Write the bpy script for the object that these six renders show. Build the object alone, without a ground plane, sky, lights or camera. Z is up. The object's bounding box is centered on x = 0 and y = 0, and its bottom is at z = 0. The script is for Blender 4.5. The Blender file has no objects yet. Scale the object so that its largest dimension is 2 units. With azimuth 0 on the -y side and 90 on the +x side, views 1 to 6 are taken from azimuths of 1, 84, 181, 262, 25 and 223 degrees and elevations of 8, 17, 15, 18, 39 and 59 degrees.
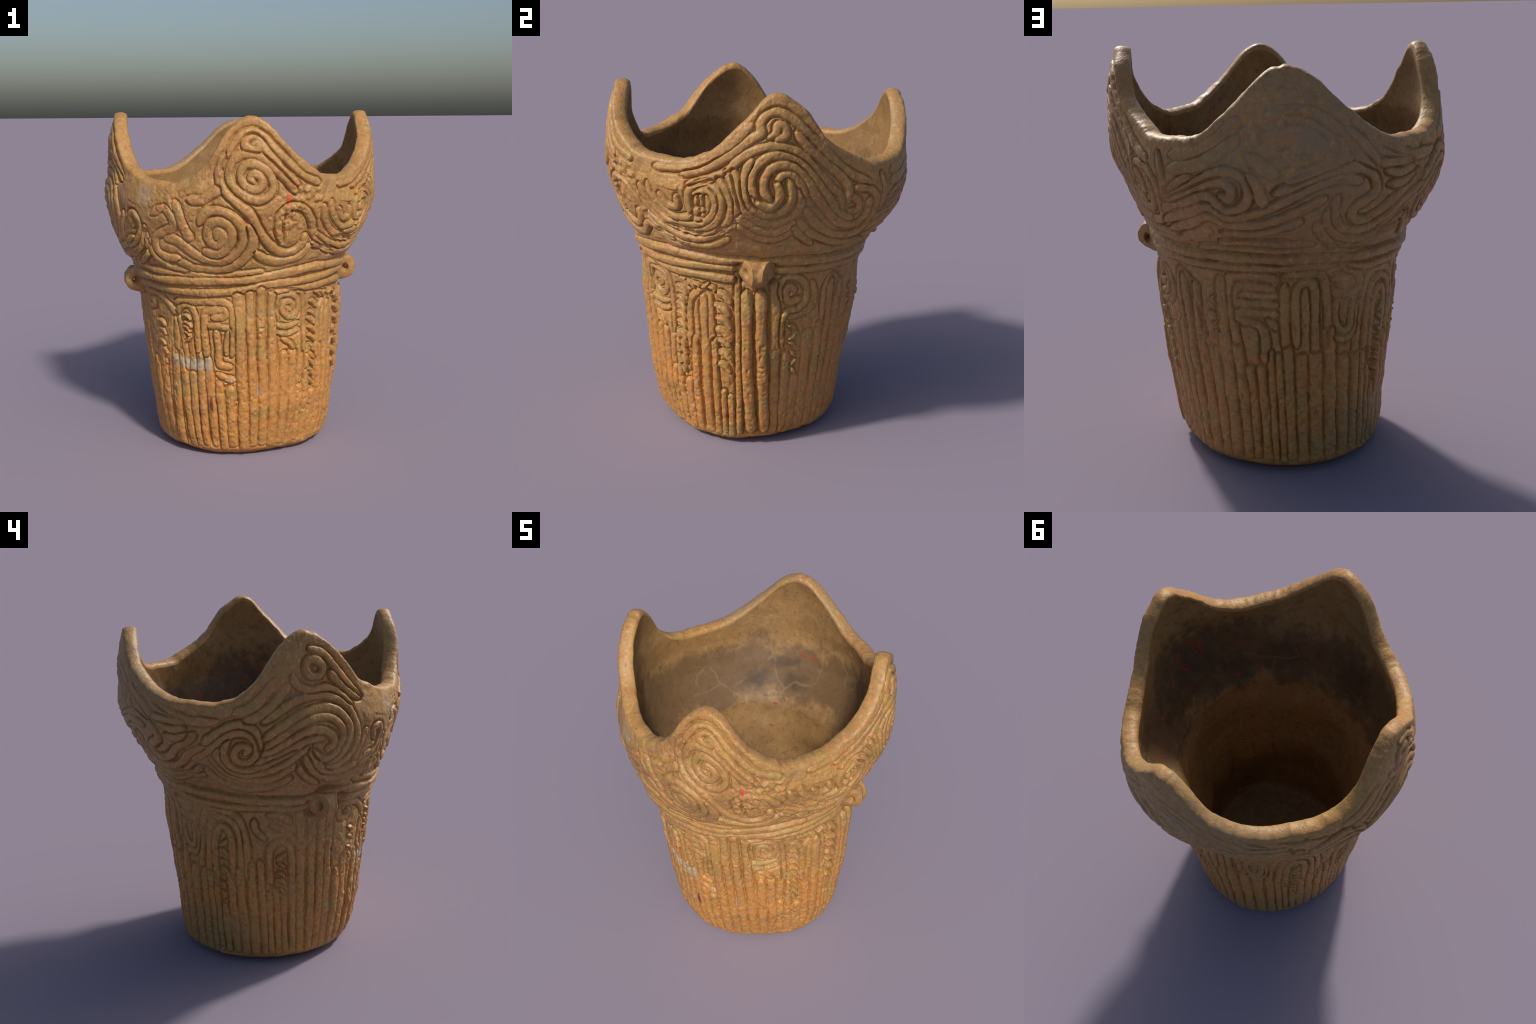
"""Jomon style clay vessel: tapering fluted body, neck rings, swelling bowl with
four pointed peaks on the rim, covered with applied clay cords (spirals, arches,
meanders, pinched teeth) and two pierced lugs on the neck.

The wall is one surface of revolution with slow out-of-round terms.  Every cord is
a smooth curve on that wall, given by (angle in degrees, height in metres) control
points; its rounded section and the groove beside it are raised / sunk along the
wall's normal.  The finished skin is then split into named parts."""
import bpy, math, random
import numpy as np

random.seed(7)
rng = np.random.default_rng(7)
TAU = 2 * math.pi

# ------------------------------------------------------------------ the wall
PROFILE_Z = [0.000, 0.040, 0.100, 0.250, 0.500, 0.800, 0.980, 1.060, 1.120, 1.180, 1.250, 1.350, 1.500, 1.650, 1.800, 2.000]
PROFILE_R = [0.439, 0.506, 0.525, 0.548, 0.577, 0.606, 0.622, 0.646, 0.661, 0.702, 0.738, 0.780, 0.818, 0.802, 0.786, 0.726]
# out-of-round terms: order -> (cosine, sine) amounts at the heights ROUND_Z
ROUND_Z = [0.000, 0.300, 0.800, 1.100, 1.350, 1.650, 2.000]
ROUND = {
    1: ([-0.015, -0.006, -0.003, -0.017, -0.016, -0.000, 0.010], [0.001, -0.024, -0.021, -0.031, -0.002, 0.003, -0.011]),
    2: ([-0.002, -0.007, -0.009, -0.013, -0.013, -0.023, -0.017], [-0.009, -0.006, 0.006, 0.011, -0.002, -0.017, -0.020]),
    3: ([0.008, 0.005, 0.001, 0.004, -0.010, -0.005, -0.004], [-0.008, -0.005, -0.006, -0.009, -0.010, -0.006, -0.018]),
    4: ([0.002, -0.000, 0.009, -0.004, 0.006, 0.021, 0.035], [-0.004, 0.000, -0.002, 0.006, -0.009, 0.013, 0.022]),
    5: ([-0.002, 0.001, 0.004, -0.001, 0.006, 0.007, 0.004], [-0.004, -0.001, -0.002, 0.001, -0.005, 0.002, -0.003]),
    6: ([-0.001, -0.001, -0.002, -0.000, -0.001, 0.010, 0.006], [0.000, -0.001, 0.001, -0.003, -0.004, -0.007, 0.000]),
}
# height of the rim crest every 11.25 degrees, starting at +x: four peaks, four dips
RIM = [2.001, 1.936, 1.775, 1.699, 1.646, 1.647, 1.668, 1.796, 1.932, 1.913, 1.773, 1.669, 1.626, 1.626, 1.641, 1.743,
       1.938, 1.988, 1.881, 1.723, 1.650, 1.620, 1.627, 1.727, 1.935, 1.955, 1.788, 1.675, 1.644, 1.652, 1.715, 1.860]
FLOOR = 0.065         # height of the inside floor
SKIN = 0.005          # cords stand proud of the mean wall, grooves sink into it


def smooth_table(zk, v, z):
    """monotone-ish cubic through a profile table"""
    zk, v = np.asarray(zk), np.asarray(v)
    m = np.gradient(v, zk)
    i = np.clip(np.searchsorted(zk, z) - 1, 0, len(zk) - 2)
    h = zk[i + 1] - zk[i]
    t = np.clip((z - zk[i]) / h, 0, 1)
    d = (v[i + 1] - v[i]) / h
    m0 = np.clip(m[i], np.minimum(0, 3 * d), np.maximum(0, 3 * d))
    m1 = np.clip(m[i + 1], np.minimum(0, 3 * d), np.maximum(0, 3 * d))
    return ((2 * t**3 - 3 * t**2 + 1) * v[i] + (t**3 - 2 * t**2 + t) * h * m0 + (3 * t**2 - 2 * t**3) * v[i + 1] + (t**3 - t**2) * h * m1)


def wall_radius(th, z):
    z = np.clip(z, 0, 2.0)
    r = smooth_table(PROFILE_Z, PROFILE_R, z)
    for order, (c, s) in ROUND.items():
        r = r + np.interp(z, ROUND_Z, c) * np.cos(order * th) + np.interp(z, ROUND_Z, s) * np.sin(order * th)
    return r - SKIN


def rim_height(th):
    n, q = len(RIM), np.asarray(RIM)
    u = (th % TAU) / TAU * n
    i = np.floor(u).astype(int)
    t = u - i
    a, b, c, d = (q[(i + k) % n] for k in (-1, 0, 1, 2))
    return 0.5 * (2 * b + (c - a) * t + (2 * a - 5 * b + 4 * c - d) * t**2 + (3 * b - a - 3 * c + d) * t**3)


# ------------------------------------------------------------------ noise
def hash3(ix, iy, iz, seed):
    h = (ix.astype(np.int64) * 374761393 + iy.astype(np.int64) * 668265263 + iz.astype(np.int64) * 2147483647 + seed * 974711) & 0xFFFFFFFF
    h = ((h ^ (h >> 13)) * 1274126177) & 0xFFFFFFFF
    h = ((h ^ (h >> 16)) * 2246822519) & 0xFFFFFFFF
    return ((h ^ (h >> 15)) & 0xFFFF) / 32767.5 - 1.0


def noise(p, scale, seed=0):
    q = p * scale + 100.0
    i = np.floor(q).astype(np.int64)
    f = q - i
    f = f * f * f * (f * (f * 6 - 15) + 10)
    out = 0
    for dx in (0, 1):
        wx = f[..., 0] if dx else 1 - f[..., 0]
        for dy in (0, 1):
            wy = f[..., 1] if dy else 1 - f[..., 1]
            for dz in (0, 1):
                wz = f[..., 2] if dz else 1 - f[..., 2]
                out = out + wx * wy * wz * hash3(i[..., 0] + dx, i[..., 1] + dy, i[..., 2] + dz, seed)
    return out


# ------------------------------------------------------------------ the grid of the outer skin
NT, LOW, HIGH, SPLIT = 1440, 270, 170, 1.2
theta = np.arange(NT) * TAU / NT
crest = rim_height(theta)
jag = noise(np.stack([np.cos(theta), np.sin(theta), theta * 0], -1), 9.0, 3) * 0.005 + noise(np.stack([np.cos(theta), np.sin(theta), theta * 0], -1), 25.0, 4) * 0.003
crest = crest + jag
LIP = 0.030           # half thickness of the lip
top = crest - 0.028   # where the outer skin turns over into the lip
z_low = np.linspace(0.0, 1.0, LOW)
z_low = SPLIT * z_low
w_high = np.linspace(0, 1, HIGH + 1)[1:]
Z = np.vstack([np.repeat(z_low[:, None], NT, 1), SPLIT + (top[None] - SPLIT) * w_high[:, None]])
TH = np.repeat(theta[None], len(Z), 0)
R = wall_radius(TH, Z)
BASE = np.stack([R * np.cos(TH), R * np.sin(TH), Z], -1)


def grid_normals(P):
    du = np.roll(P, -1, 1) - np.roll(P, 1, 1)
    dv = np.gradient(P, axis=0)
    n = np.cross(du, dv)
    return n / (np.linalg.norm(n, axis=-1, keepdims=True) + 1e-12)


NORMAL = grid_normals(BASE)

# ------------------------------------------------------------------ cords on the wall
edge = np.full(Z.shape, 9.0)       # signed distance to the edge of the nearest cord
across = np.full(Z.shape, 1.0)     # 0 on a cord's spine, 1 at its edge
tall = np.full(Z.shape, 0.009)
near = np.full(Z.shape, -1)         # which cord that is
second = np.full(Z.shape, 9.0)     # the same distance to the next nearest other cord
sharp = np.full(Z.shape, 1.0)      # how deep the groove beside it is cut
cord_kind = []


def wall_point(th, z):
    r = wall_radius(th, z)
    return np.stack([r * np.cos(th), r * np.sin(th), z], -1)


def spline(points, step=0.008):
    a = np.radians(np.unwrap([p[0] for p in points], period=360))
    pts = np.stack([a, np.array([p[1] for p in points])], -1)
    if len(pts) == 2:
        pts = np.stack([pts[0], pts.mean(0), pts[1]])
    pad = np.vstack([2 * pts[0] - pts[1], pts, 2 * pts[-1] - pts[-2]])
    out = []
    for i in range(1, len(pad) - 2):
        p0, p1, p2, p3 = pad[i - 1 : i + 3]
        n = max(2, int(np.hypot((p2[0] - p1[0]) * 0.75, p2[1] - p1[1]) / step))
        t = np.linspace(0, 1, n, endpoint=False)[:, None]
        out.append(0.5 * (2 * p1 + (p2 - p0) * t + (2 * p0 - 5 * p1 + 4 * p2 - p3) * t**2 + (3 * p1 - p0 - 3 * p2 + p3) * t**3))
    return np.vstack(out + [pts[-1:]])


def row_of(z, cols):
    return np.where(z < SPLIT, z / SPLIT * (LOW - 1), LOW - 1 + (z - SPLIT) / (top[cols] - SPLIT) * HIGH)


def cord(width, points, h=0.004, kind="clay_cord", step=0.008, taper=True, cut=1.0):
    """raise a rounded clay cord of half width `width` along points (degrees, metres)"""
    ident = len(cord_kind)
    cord_kind.append(kind)
    c = spline(points, step)
    P = wall_point(c[:, 0], c[:, 1])
    k = np.arange(len(c))
    wobble = 1 + 0.05 * np.sin(ident * 2.4) + 0.08 * np.sin(k * 0.21 * step / 0.008 + ident) + 0.05 * np.sin(k * 0.83 * step / 0.008 + 2 * ident)
    ends = np.minimum(1, 0.55 + np.minimum(k, k[::-1]) * step / 0.05) if taper else np.ones(len(c))
    W = width * wobble * ends
    for i in range(len(c) - 1):
        th, z, w = c[i, 0], c[i, 1], W[i]
        reach = w + 0.026
        half = int(reach / (max(0.3, np.hypot(P[i, 0], P[i, 1])) * TAU / NT)) + 2
        mid = int(round(th / TAU * NT))
        cols = np.arange(mid - half, mid + half + 1) % NT
        rows = np.concatenate([row_of(z - reach, cols), row_of(z + reach, cols)])
        r0, r1 = max(0, int(rows.min())), min(len(Z), int(rows.max()) + 2)
        if r1 - r0 < 1:
            continue
        pick = np.ix_(np.arange(r0, r1), cols)
        V = BASE[pick] - P[i]
        s = P[i + 1] - P[i]
        L = s @ s + 1e-12
        t = np.clip(V @ s / L, 0, 1)
        d = np.sqrt(((V - t[..., None] * s) ** 2).sum(-1))
        e = d - w
        old, who, nxt = edge[pick], near[pick], second[pick]
        wins = (who == ident) & (e < old)
        takes = (who != ident) & (e < old)
        second[pick] = np.where(takes, old, np.where(who != ident, np.minimum(nxt, e), nxt))
        better = wins | takes
        edge[pick] = np.where(better, e, old)
        across[pick] = np.where(better, np.minimum(d / w, 1), across[pick])
        tall[pick] = np.where(better, h, tall[pick])
        sharp[pick] = np.where(better, cut, sharp[pick])
        near[pick] = np.where(better, ident, who)


def teeth(start, end, count, size):
    """a column of pinched teeth: short slanting pellets pressed on one after another"""
    for i in range(count):
        f = (i + 0.5) / count
        a = start[0] + ((end[0] - start[0] + 180) % 360 - 180) * f + random.uniform(-0.5, 0.5)
        z = start[1] + (end[1] - start[1]) * f + random.uniform(-0.006, 0.006)
        s = size * random.uniform(0.85, 1.15)
        d = math.degrees(s / 0.6)
        flip = 1 if random.random() < 0.7 else -1
        cord(s * 0.62, [(a - d, z + flip * s * 0.55), (a + d * 0.2, z + flip * s * 0.15), (a + d, z - flip * s * 0.75)], h=0.012, kind="pinched_tooth", step=0.006)


# upright flutes of the lower body: (angle at z = 0.35, top height)
FLUTES = [(117, 0.72), (124.7, 0.55), (132, 0.57), (137.3, 0.57), (141.4, 0.57), (146, 0.38), (151.5, 0.57), (157.5, 0.60), (164, 0.64), (169.8, 0.66), (173.8, 0.52), (178.6, 0.38), (182.6, 0.44), (187.4, 0.52), (192.4, 0.97), (198.5, 0.94), (204, 0.92), (209, 0.92), (215.8, 0.55), (222, 0.62),
          (231.6, 0.62), (238.7, 0.62), (244, 0.50), (249, 0.62), (254.6, 0.60), (259.9, 0.45), (265.7, 0.42), (272.6, 0.985), (278.6, 1.0), (284.3, 1.02), (290.3, 1.0), (297, 0.62), (302.9, 0.62), (308, 0.40),
          (313, 0.64), (319, 0.35), (324.4, 0.62), (331, 0.90), (336.3, 0.64), (340.6, 0.33), (344.6, 0.30), (349.2, 1.03), (10, 0.97), (16.4, 0.56), (22.7, 0.40), (29.8, 0.66), (37.9, 0.70),
          (43.5, 0.97), (51.4, 0.92), (59, 0.62), (66, 0.97), (73, 0.66), (78, 0.55), (83.5, 0.55), (88, 0.64), (91.8, 0.62), (96.3, 0.66), (102.3, 0.60), (109.3, 0.60)]
angles = [f[0] for f in FLUTES] + [353.2, 3.6]      # two thick uprights stand under the right lug
for n, (a, ztop) in enumerate(FLUTES):
    lean = {231.6: 5, 244: 1, 249: 1, 313: -1, 66: -1, 132: -2, 10: -6}.get(a, -3.5)
    foot = random.uniform(0.05, 0.085)
    apart = sorted(abs((a - b + 180) % 360 - 180) for b in angles if b != a)
    left = min((a - b) % 360 for b in angles if b != a)
    right = min((b - a) % 360 for b in angles if b != a)
    width = min(0.033, math.radians(0.25 * (left + right)) * 0.56 - 0.0015, math.radians(0.5 * apart[0] + 0.8) * 0.56)
    pts = [(a + lean * (z - 0.35) + random.uniform(-0.2, 0.2), z) for z in np.linspace(ztop, foot, max(4, int((ztop - foot) / 0.15) + 2))]
    cord(width, pts, h=0.005 + random.uniform(-0.002, 0.002), kind="upright_cord", taper=False)

# the three rings round the neck
NECK_1 = [(0, 1.11), (18, 1.112), (45, 1.10), (66, 1.10), (90, 1.095), (110, 1.09), (135, 1.07), (150, 1.06), (172, 1.05), (190, 1.045), (200, 1.065), (212, 1.075), (235, 1.06), (264, 1.065), (279, 1.08), (294, 1.10), (312, 1.12), (337, 1.11), (360, 1.11)]
NECK_2 = [(0, 1.065), (20, 1.06), (41, 1.058), (66, 1.05), (90, 1.055), (110, 1.045), (135, 1.005), (150, 1.0), (172, 1.005), (190, 0.995), (212, 1.02), (233, 1.0), (250, 0.992), (261, 0.995), (272, 1.01), (285, 1.04), (302, 1.045), (316, 1.055), (330, 1.067), (345, 1.07), (360, 1.065)]
cord(0.027, NECK_1, h=0.013, kind="neck_ring", taper=False)
cord(0.024, NECK_2, h=0.010, kind="neck_ring", taper=False)
cord(0.023, [(287, 1.0), (296, 1.0), (305, 1.0), (322, 1.008), (336, 1.008), (346, 1.0)], h=0.010, kind="neck_ring")
cord(0.020, [(60, 1.145), (80, 1.142), (100, 1.135), (125, 1.115)], h=0.006, kind="neck_ring")
cord(0.018, [(70, 1.18), (85, 1.178), (104, 1.165)], h=0.005, kind="neck_ring")
cord(0.020, [(215, 1.135), (230, 1.112), (250, 1.105), (268, 1.105), (282, 1.12)], h=0.005, kind="neck_ring")

# front peak: cord under the lip, small spiral and its tail
cord(0.024, [(264.8, 1.678), (267.3, 1.758), (270.2, 1.831), (273.1, 1.874), (277.3, 1.890), (281.3, 1.863), (284.7, 1.804), (289.7, 1.730), (295.6, 1.654), (302.9, 1.611)])
cord(0.024, [(293.5, 1.608), (288.2, 1.677), (283.7, 1.751), (281.1, 1.804), (279.4, 1.844), (276.8, 1.864), (274.2, 1.837), (274.4, 1.808), (277.1, 1.788), (279.1, 1.801), (278.5, 1.827), (277.1, 1.821)])

# front peak: large spiral
cord(0.027, [(277.2, 1.619), (275.8, 1.646), (277.4, 1.666), (279.6, 1.646), (280.0, 1.606), (277.4, 1.580), (273.8, 1.606), (272.2, 1.659), (274.1, 1.712), (277.9, 1.715), (281.9, 1.679), (284.0, 1.618), (283.2, 1.559), (279.1, 1.526), (274.2, 1.546), (269.6, 1.599), (267.8, 1.665), (269.2, 1.732), (273.4, 1.765), (278.8, 1.758), (283.7, 1.711), (288.6, 1.637), (292.6, 1.568)])
cord(0.027, [(266.8, 1.772), (264.3, 1.691), (264.3, 1.618), (267.3, 1.559), (271.4, 1.506), (275.5, 1.451), (279.5, 1.358), (283.5, 1.284), (288.9, 1.229), (294.9, 1.224), (299.8, 1.270), (300.0, 1.314)])

# front bowl: large spiral on the left
cord(0.03, [(262.4, 1.316), (263.4, 1.355), (265.2, 1.324), (263.5, 1.280), (260.4, 1.286), (258.8, 1.329), (260.0, 1.386), (263.6, 1.408), (267.4, 1.388), (268.8, 1.331), (267.1, 1.266), (262.6, 1.221), (257.2, 1.234)])
cord(0.03, [(255.9, 1.398), (258.8, 1.455), (263.8, 1.467), (269.0, 1.437), (272.7, 1.374), (273.2, 1.295), (270.0, 1.222), (263.9, 1.177), (256.8, 1.190), (250.5, 1.238), (244.7, 1.293), (240.0, 1.303)])
cord(0.03, [(244.6, 1.168), (253.0, 1.134), (261.7, 1.126), (269.3, 1.154), (274.8, 1.214), (277.2, 1.294), (275.6, 1.381)])
cord(0.03, [(251.6, 1.528), (256.9, 1.523), (261.9, 1.564), (264.4, 1.592)])

# front bowl: wave on the right
cord(0.026, [(288.7, 1.295), (287.0, 1.369), (287.8, 1.447), (291.9, 1.486), (297.0, 1.468), (301.6, 1.399), (305.0, 1.316), (312.2, 1.240), (319.1, 1.208)])
cord(0.026, [(277.9, 1.235), (283.1, 1.188), (290.2, 1.171), (298.7, 1.193), (303.6, 1.251)])

# front bowl: nested loops on the right
cord(0.022, [(311.0, 1.504), (311.9, 1.446), (316.3, 1.383), (322.6, 1.342), (330.1, 1.366), (333.9, 1.427), (334.1, 1.486)])
cord(0.022, [(306.9, 1.480), (308.7, 1.406), (315.5, 1.321), (327.3, 1.272), (337.7, 1.286), (346.8, 1.334)])
cord(0.022, [(316.3, 1.455), (319.3, 1.401), (323.9, 1.403), (323.8, 1.454)])

# front bowl: broken hook on the left
cord(0.027, [(234.7, 1.442), (240.1, 1.474), (243.3, 1.434), (243.9, 1.371), (238.6, 1.338), (234.0, 1.298), (234.1, 1.225), (238.8, 1.193), (244.5, 1.190)])
cord(0.027, [(245.6, 1.512), (247.4, 1.443), (248.5, 1.374), (250.8, 1.311)])
cord(0.027, [(229.3, 1.351), (229.2, 1.271), (232.1, 1.201), (238.7, 1.139), (247.2, 1.116)])

# left front bowl: loop spiral
cord(0.022, [(222.2, 1.358), (220.6, 1.422), (224.3, 1.433), (226.3, 1.385), (224.5, 1.310), (217.5, 1.241), (211.8, 1.270), (212.8, 1.339), (215.7, 1.431)])
cord(0.022, [(229.5, 1.366), (227.3, 1.291), (221.7, 1.217), (212.0, 1.179)])
cord(0.022, [(220.6, 1.139), (228.5, 1.211), (230.3, 1.287)])

# right peak: cord under the lip and small spiral
cord(0.024, [(314.5, 1.594), (324.0, 1.604), (333.1, 1.640), (341.3, 1.708), (347.8, 1.785), (352.0, 1.848)])
cord(0.024, [(326.1, 1.574), (334.5, 1.612), (341.5, 1.664), (347.5, 1.724), (352.2, 1.783), (355.5, 1.812), (355.1, 1.857), (357.2, 1.896), (1.1, 1.914), (5.7, 1.891), (11.0, 1.838), (17.6, 1.759), (25.8, 1.668), (34.4, 1.587), (43.9, 1.531)])
cord(0.024, [(358.4, 1.793), (0.7, 1.814), (1.4, 1.853), (4.2, 1.840), (4.2, 1.801), (1.3, 1.787)])
cord(0.024, [(8.3, 1.813), (14.6, 1.728), (21.7, 1.652), (28.7, 1.587), (32.9, 1.511), (32.8, 1.450)])

# right peak: two armed spiral, arms going over the top
cord(0.024, [(328.9, 1.531), (337.1, 1.573), (344.2, 1.624), (348.1, 1.677), (352.9, 1.723), (359.0, 1.750), (5.4, 1.740), (11.9, 1.696), (18.1, 1.614), (24.8, 1.528), (29.4, 1.478), (30.6, 1.398)])
cord(0.024, [(354.5, 1.475), (352.9, 1.539), (353.2, 1.614), (356.3, 1.681), (1.5, 1.710), (7.0, 1.695), (13.2, 1.640), (19.0, 1.556), (24.3, 1.469), (31.0, 1.382), (37.5, 1.340)])
cord(0.024, [(359.6, 1.484), (357.5, 1.527), (357.3, 1.589), (359.8, 1.645), (4.1, 1.662), (8.8, 1.643), (13.5, 1.583), (17.6, 1.493), (24.6, 1.398), (32.4, 1.323), (40.3, 1.302), (45.0, 1.359), (44.5, 1.439)])
cord(0.024, [(1.4, 1.576), (3.8, 1.611), (7.4, 1.606), (10.8, 1.558), (12.8, 1.499)])

# right peak: two armed spiral, arms curling under
cord(0.024, [(1.4, 1.576), (3.1, 1.527), (2.6, 1.475), (359.6, 1.441), (355.0, 1.460), (353.0, 1.497)])
cord(0.024, [(5.9, 1.589), (7.7, 1.524), (7.0, 1.453), (3.0, 1.400), (356.9, 1.405), (352.1, 1.466), (350.2, 1.543), (350.5, 1.619), (352.5, 1.675)])
cord(0.024, [(10.4, 1.537), (11.7, 1.461), (9.8, 1.391), (3.4, 1.347), (355.8, 1.366), (350.6, 1.427), (348.2, 1.507), (347.2, 1.588), (345.8, 1.627)])
cord(0.024, [(10.4, 1.350), (3.9, 1.297), (356.0, 1.309), (350.1, 1.364), (348.6, 1.394)])
cord(0.024, [(10.4, 1.301), (3.7, 1.256), (356.1, 1.266), (348.6, 1.331)])

# right bowl: spiral on the left
cord(0.022, [(333.1, 1.483), (333.2, 1.432), (335.0, 1.405)])
cord(0.022, [(338.2, 1.568), (332.8, 1.542), (329.5, 1.498), (328.8, 1.430), (330.8, 1.367), (334.2, 1.343)])
cord(0.022, [(331.4, 1.487), (336.9, 1.512), (339.6, 1.473), (339.7, 1.414), (336.5, 1.352), (329.5, 1.313), (324.5, 1.316)])
cord(0.022, [(337.3, 1.539), (341.4, 1.505), (342.3, 1.433), (339.7, 1.345), (333.3, 1.284), (325.1, 1.281), (318.3, 1.292)])
cord(0.022, [(340.2, 1.585), (343.7, 1.522), (345.7, 1.445), (344.5, 1.352), (338.9, 1.269), (331.1, 1.229), (321.9, 1.232), (312.5, 1.272), (304.7, 1.321)])
cord(0.022, [(343.2, 1.623), (346.0, 1.552), (347.7, 1.470), (347.9, 1.394)])
cord(0.022, [(304.5, 1.264), (315.1, 1.230), (325.7, 1.191), (336.2, 1.200), (343.9, 1.251)])

# right bowl: hook on the far right
cord(0.023, [(34.8, 1.392), (39.1, 1.385), (39.1, 1.432), (35.0, 1.470)])
cord(0.023, [(13.3, 1.427), (20.8, 1.330), (29.0, 1.267), (39.7, 1.240), (46.7, 1.272), (49.0, 1.359), (48.2, 1.447), (42.9, 1.503), (36.4, 1.513)])
cord(0.023, [(12.0, 1.364), (18.3, 1.284), (27.9, 1.227), (39.3, 1.198), (51.1, 1.199)])
cord(0.023, [(9.4, 1.334), (14.0, 1.273), (20.3, 1.220)])

# back bowl: hook on the left
cord(0.025, [(54.4, 1.371), (63.7, 1.424), (71.0, 1.469), (75.3, 1.473), (77.8, 1.441), (77.1, 1.400), (74.8, 1.412)])
cord(0.025, [(48.6, 1.315), (60.5, 1.368), (67.8, 1.406), (71.8, 1.396), (73.4, 1.361), (77.0, 1.342), (81.2, 1.368), (83.0, 1.422), (82.0, 1.482), (78.2, 1.519), (73.6, 1.511), (66.9, 1.465), (58.7, 1.413), (53.2, 1.390)])
cord(0.025, [(47.2, 1.259), (61.6, 1.319), (68.4, 1.356), (71.7, 1.341), (75.5, 1.310), (81.9, 1.321), (88.0, 1.347), (94.4, 1.392), (100.5, 1.436), (106.2, 1.464), (111.9, 1.473), (116.9, 1.455)])
cord(0.025, [(49.2, 1.217), (60.8, 1.264), (68.3, 1.310), (74.4, 1.278), (81.9, 1.271), (90.2, 1.293), (98.6, 1.339), (105.5, 1.388)])
cord(0.025, [(72.3, 1.232), (81.3, 1.223), (90.6, 1.247), (98.4, 1.288)])

# back bowl: wave and spiral on the right
cord(0.025, [(90.8, 1.422), (98.2, 1.465), (104.5, 1.500), (111.0, 1.521), (117.2, 1.512), (122.7, 1.459), (124.4, 1.393), (121.1, 1.360), (117.0, 1.328), (117.3, 1.283), (122.3, 1.263), (128.3, 1.291), (133.3, 1.347), (139.8, 1.404), (144.2, 1.450)])
cord(0.025, [(110.0, 1.389), (109.6, 1.318), (112.7, 1.247), (118.9, 1.220), (126.7, 1.219), (134.0, 1.264), (140.4, 1.331), (147.9, 1.386)])
cord(0.025, [(108.0, 1.342), (108.5, 1.261), (114.0, 1.187), (122.4, 1.162), (132.1, 1.175), (144.0, 1.201)])
cord(0.025, [(104.2, 1.267), (107.9, 1.193), (114.0, 1.142)])
cord(0.025, [(127.3, 1.484), (133.5, 1.465), (139.8, 1.480)])
cord(0.025, [(129.5, 1.418), (136.2, 1.418), (140.7, 1.444)])

# back peak: worn swirl
cord(0.028, [(94.1, 1.740), (100.3, 1.720), (104.9, 1.675), (107.6, 1.611), (105.4, 1.556), (98.9, 1.517), (93.5, 1.520)], h=0.003, cut=0.4)
cord(0.028, [(108.4, 1.659), (113.3, 1.604), (110.0, 1.551), (102.3, 1.508), (95.1, 1.467)], h=0.003, cut=0.4)
cord(0.028, [(111.8, 1.680), (117.6, 1.611), (123.0, 1.525)], h=0.003, cut=0.4)
cord(0.028, [(88.7, 1.747), (94.6, 1.767), (100.8, 1.756), (106.3, 1.710), (110.8, 1.657)], h=0.003, cut=0.4)
cord(0.028, [(94.5, 1.698), (99.4, 1.696), (103.2, 1.658), (104.0, 1.608), (101.5, 1.566), (96.8, 1.562), (93.5, 1.595)], h=0.003, cut=0.4)

# back peak: soft bands below the lip
cord(0.03, [(56.7, 1.514), (65.6, 1.538), (73.1, 1.587), (79.5, 1.655)], h=0.003, cut=0.5)
cord(0.03, [(57.0, 1.572), (66.4, 1.594), (73.9, 1.649), (80.0, 1.722)], h=0.003, cut=0.5)
cord(0.03, [(83.9, 1.583), (87.2, 1.540), (90.9, 1.508)], h=0.003, cut=0.5)
cord(0.03, [(83.4, 1.502), (85.7, 1.436), (87.2, 1.375)], h=0.003, cut=0.5)
cord(0.03, [(114.0, 1.715), (120.5, 1.638), (127.8, 1.568), (138.0, 1.524)], h=0.003, cut=0.5)
cord(0.03, [(124.9, 1.522), (129.9, 1.526), (139.8, 1.527)], h=0.003, cut=0.5)

# back bowl: chevrons at the left corner
cord(0.022, [(50.6, 1.572), (52.8, 1.478), (52.4, 1.388)])
cord(0.022, [(53.1, 1.382), (59.2, 1.448), (64.5, 1.489)])

# left peak: ring and cords beside the lip
cord(0.023, [(187.3, 1.810), (189.7, 1.850), (193.5, 1.842), (195.5, 1.800), (193.7, 1.761), (189.8, 1.767), (187.8, 1.810)])
cord(0.023, [(190.0, 1.906), (196.1, 1.872), (200.4, 1.805), (205.8, 1.718), (213.3, 1.624)])
cord(0.023, [(198.5, 1.774), (203.7, 1.701), (212.5, 1.619)])
cord(0.023, [(182.7, 1.774), (184.6, 1.725), (189.8, 1.691), (196.7, 1.693), (202.3, 1.661), (207.7, 1.595)])

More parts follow.
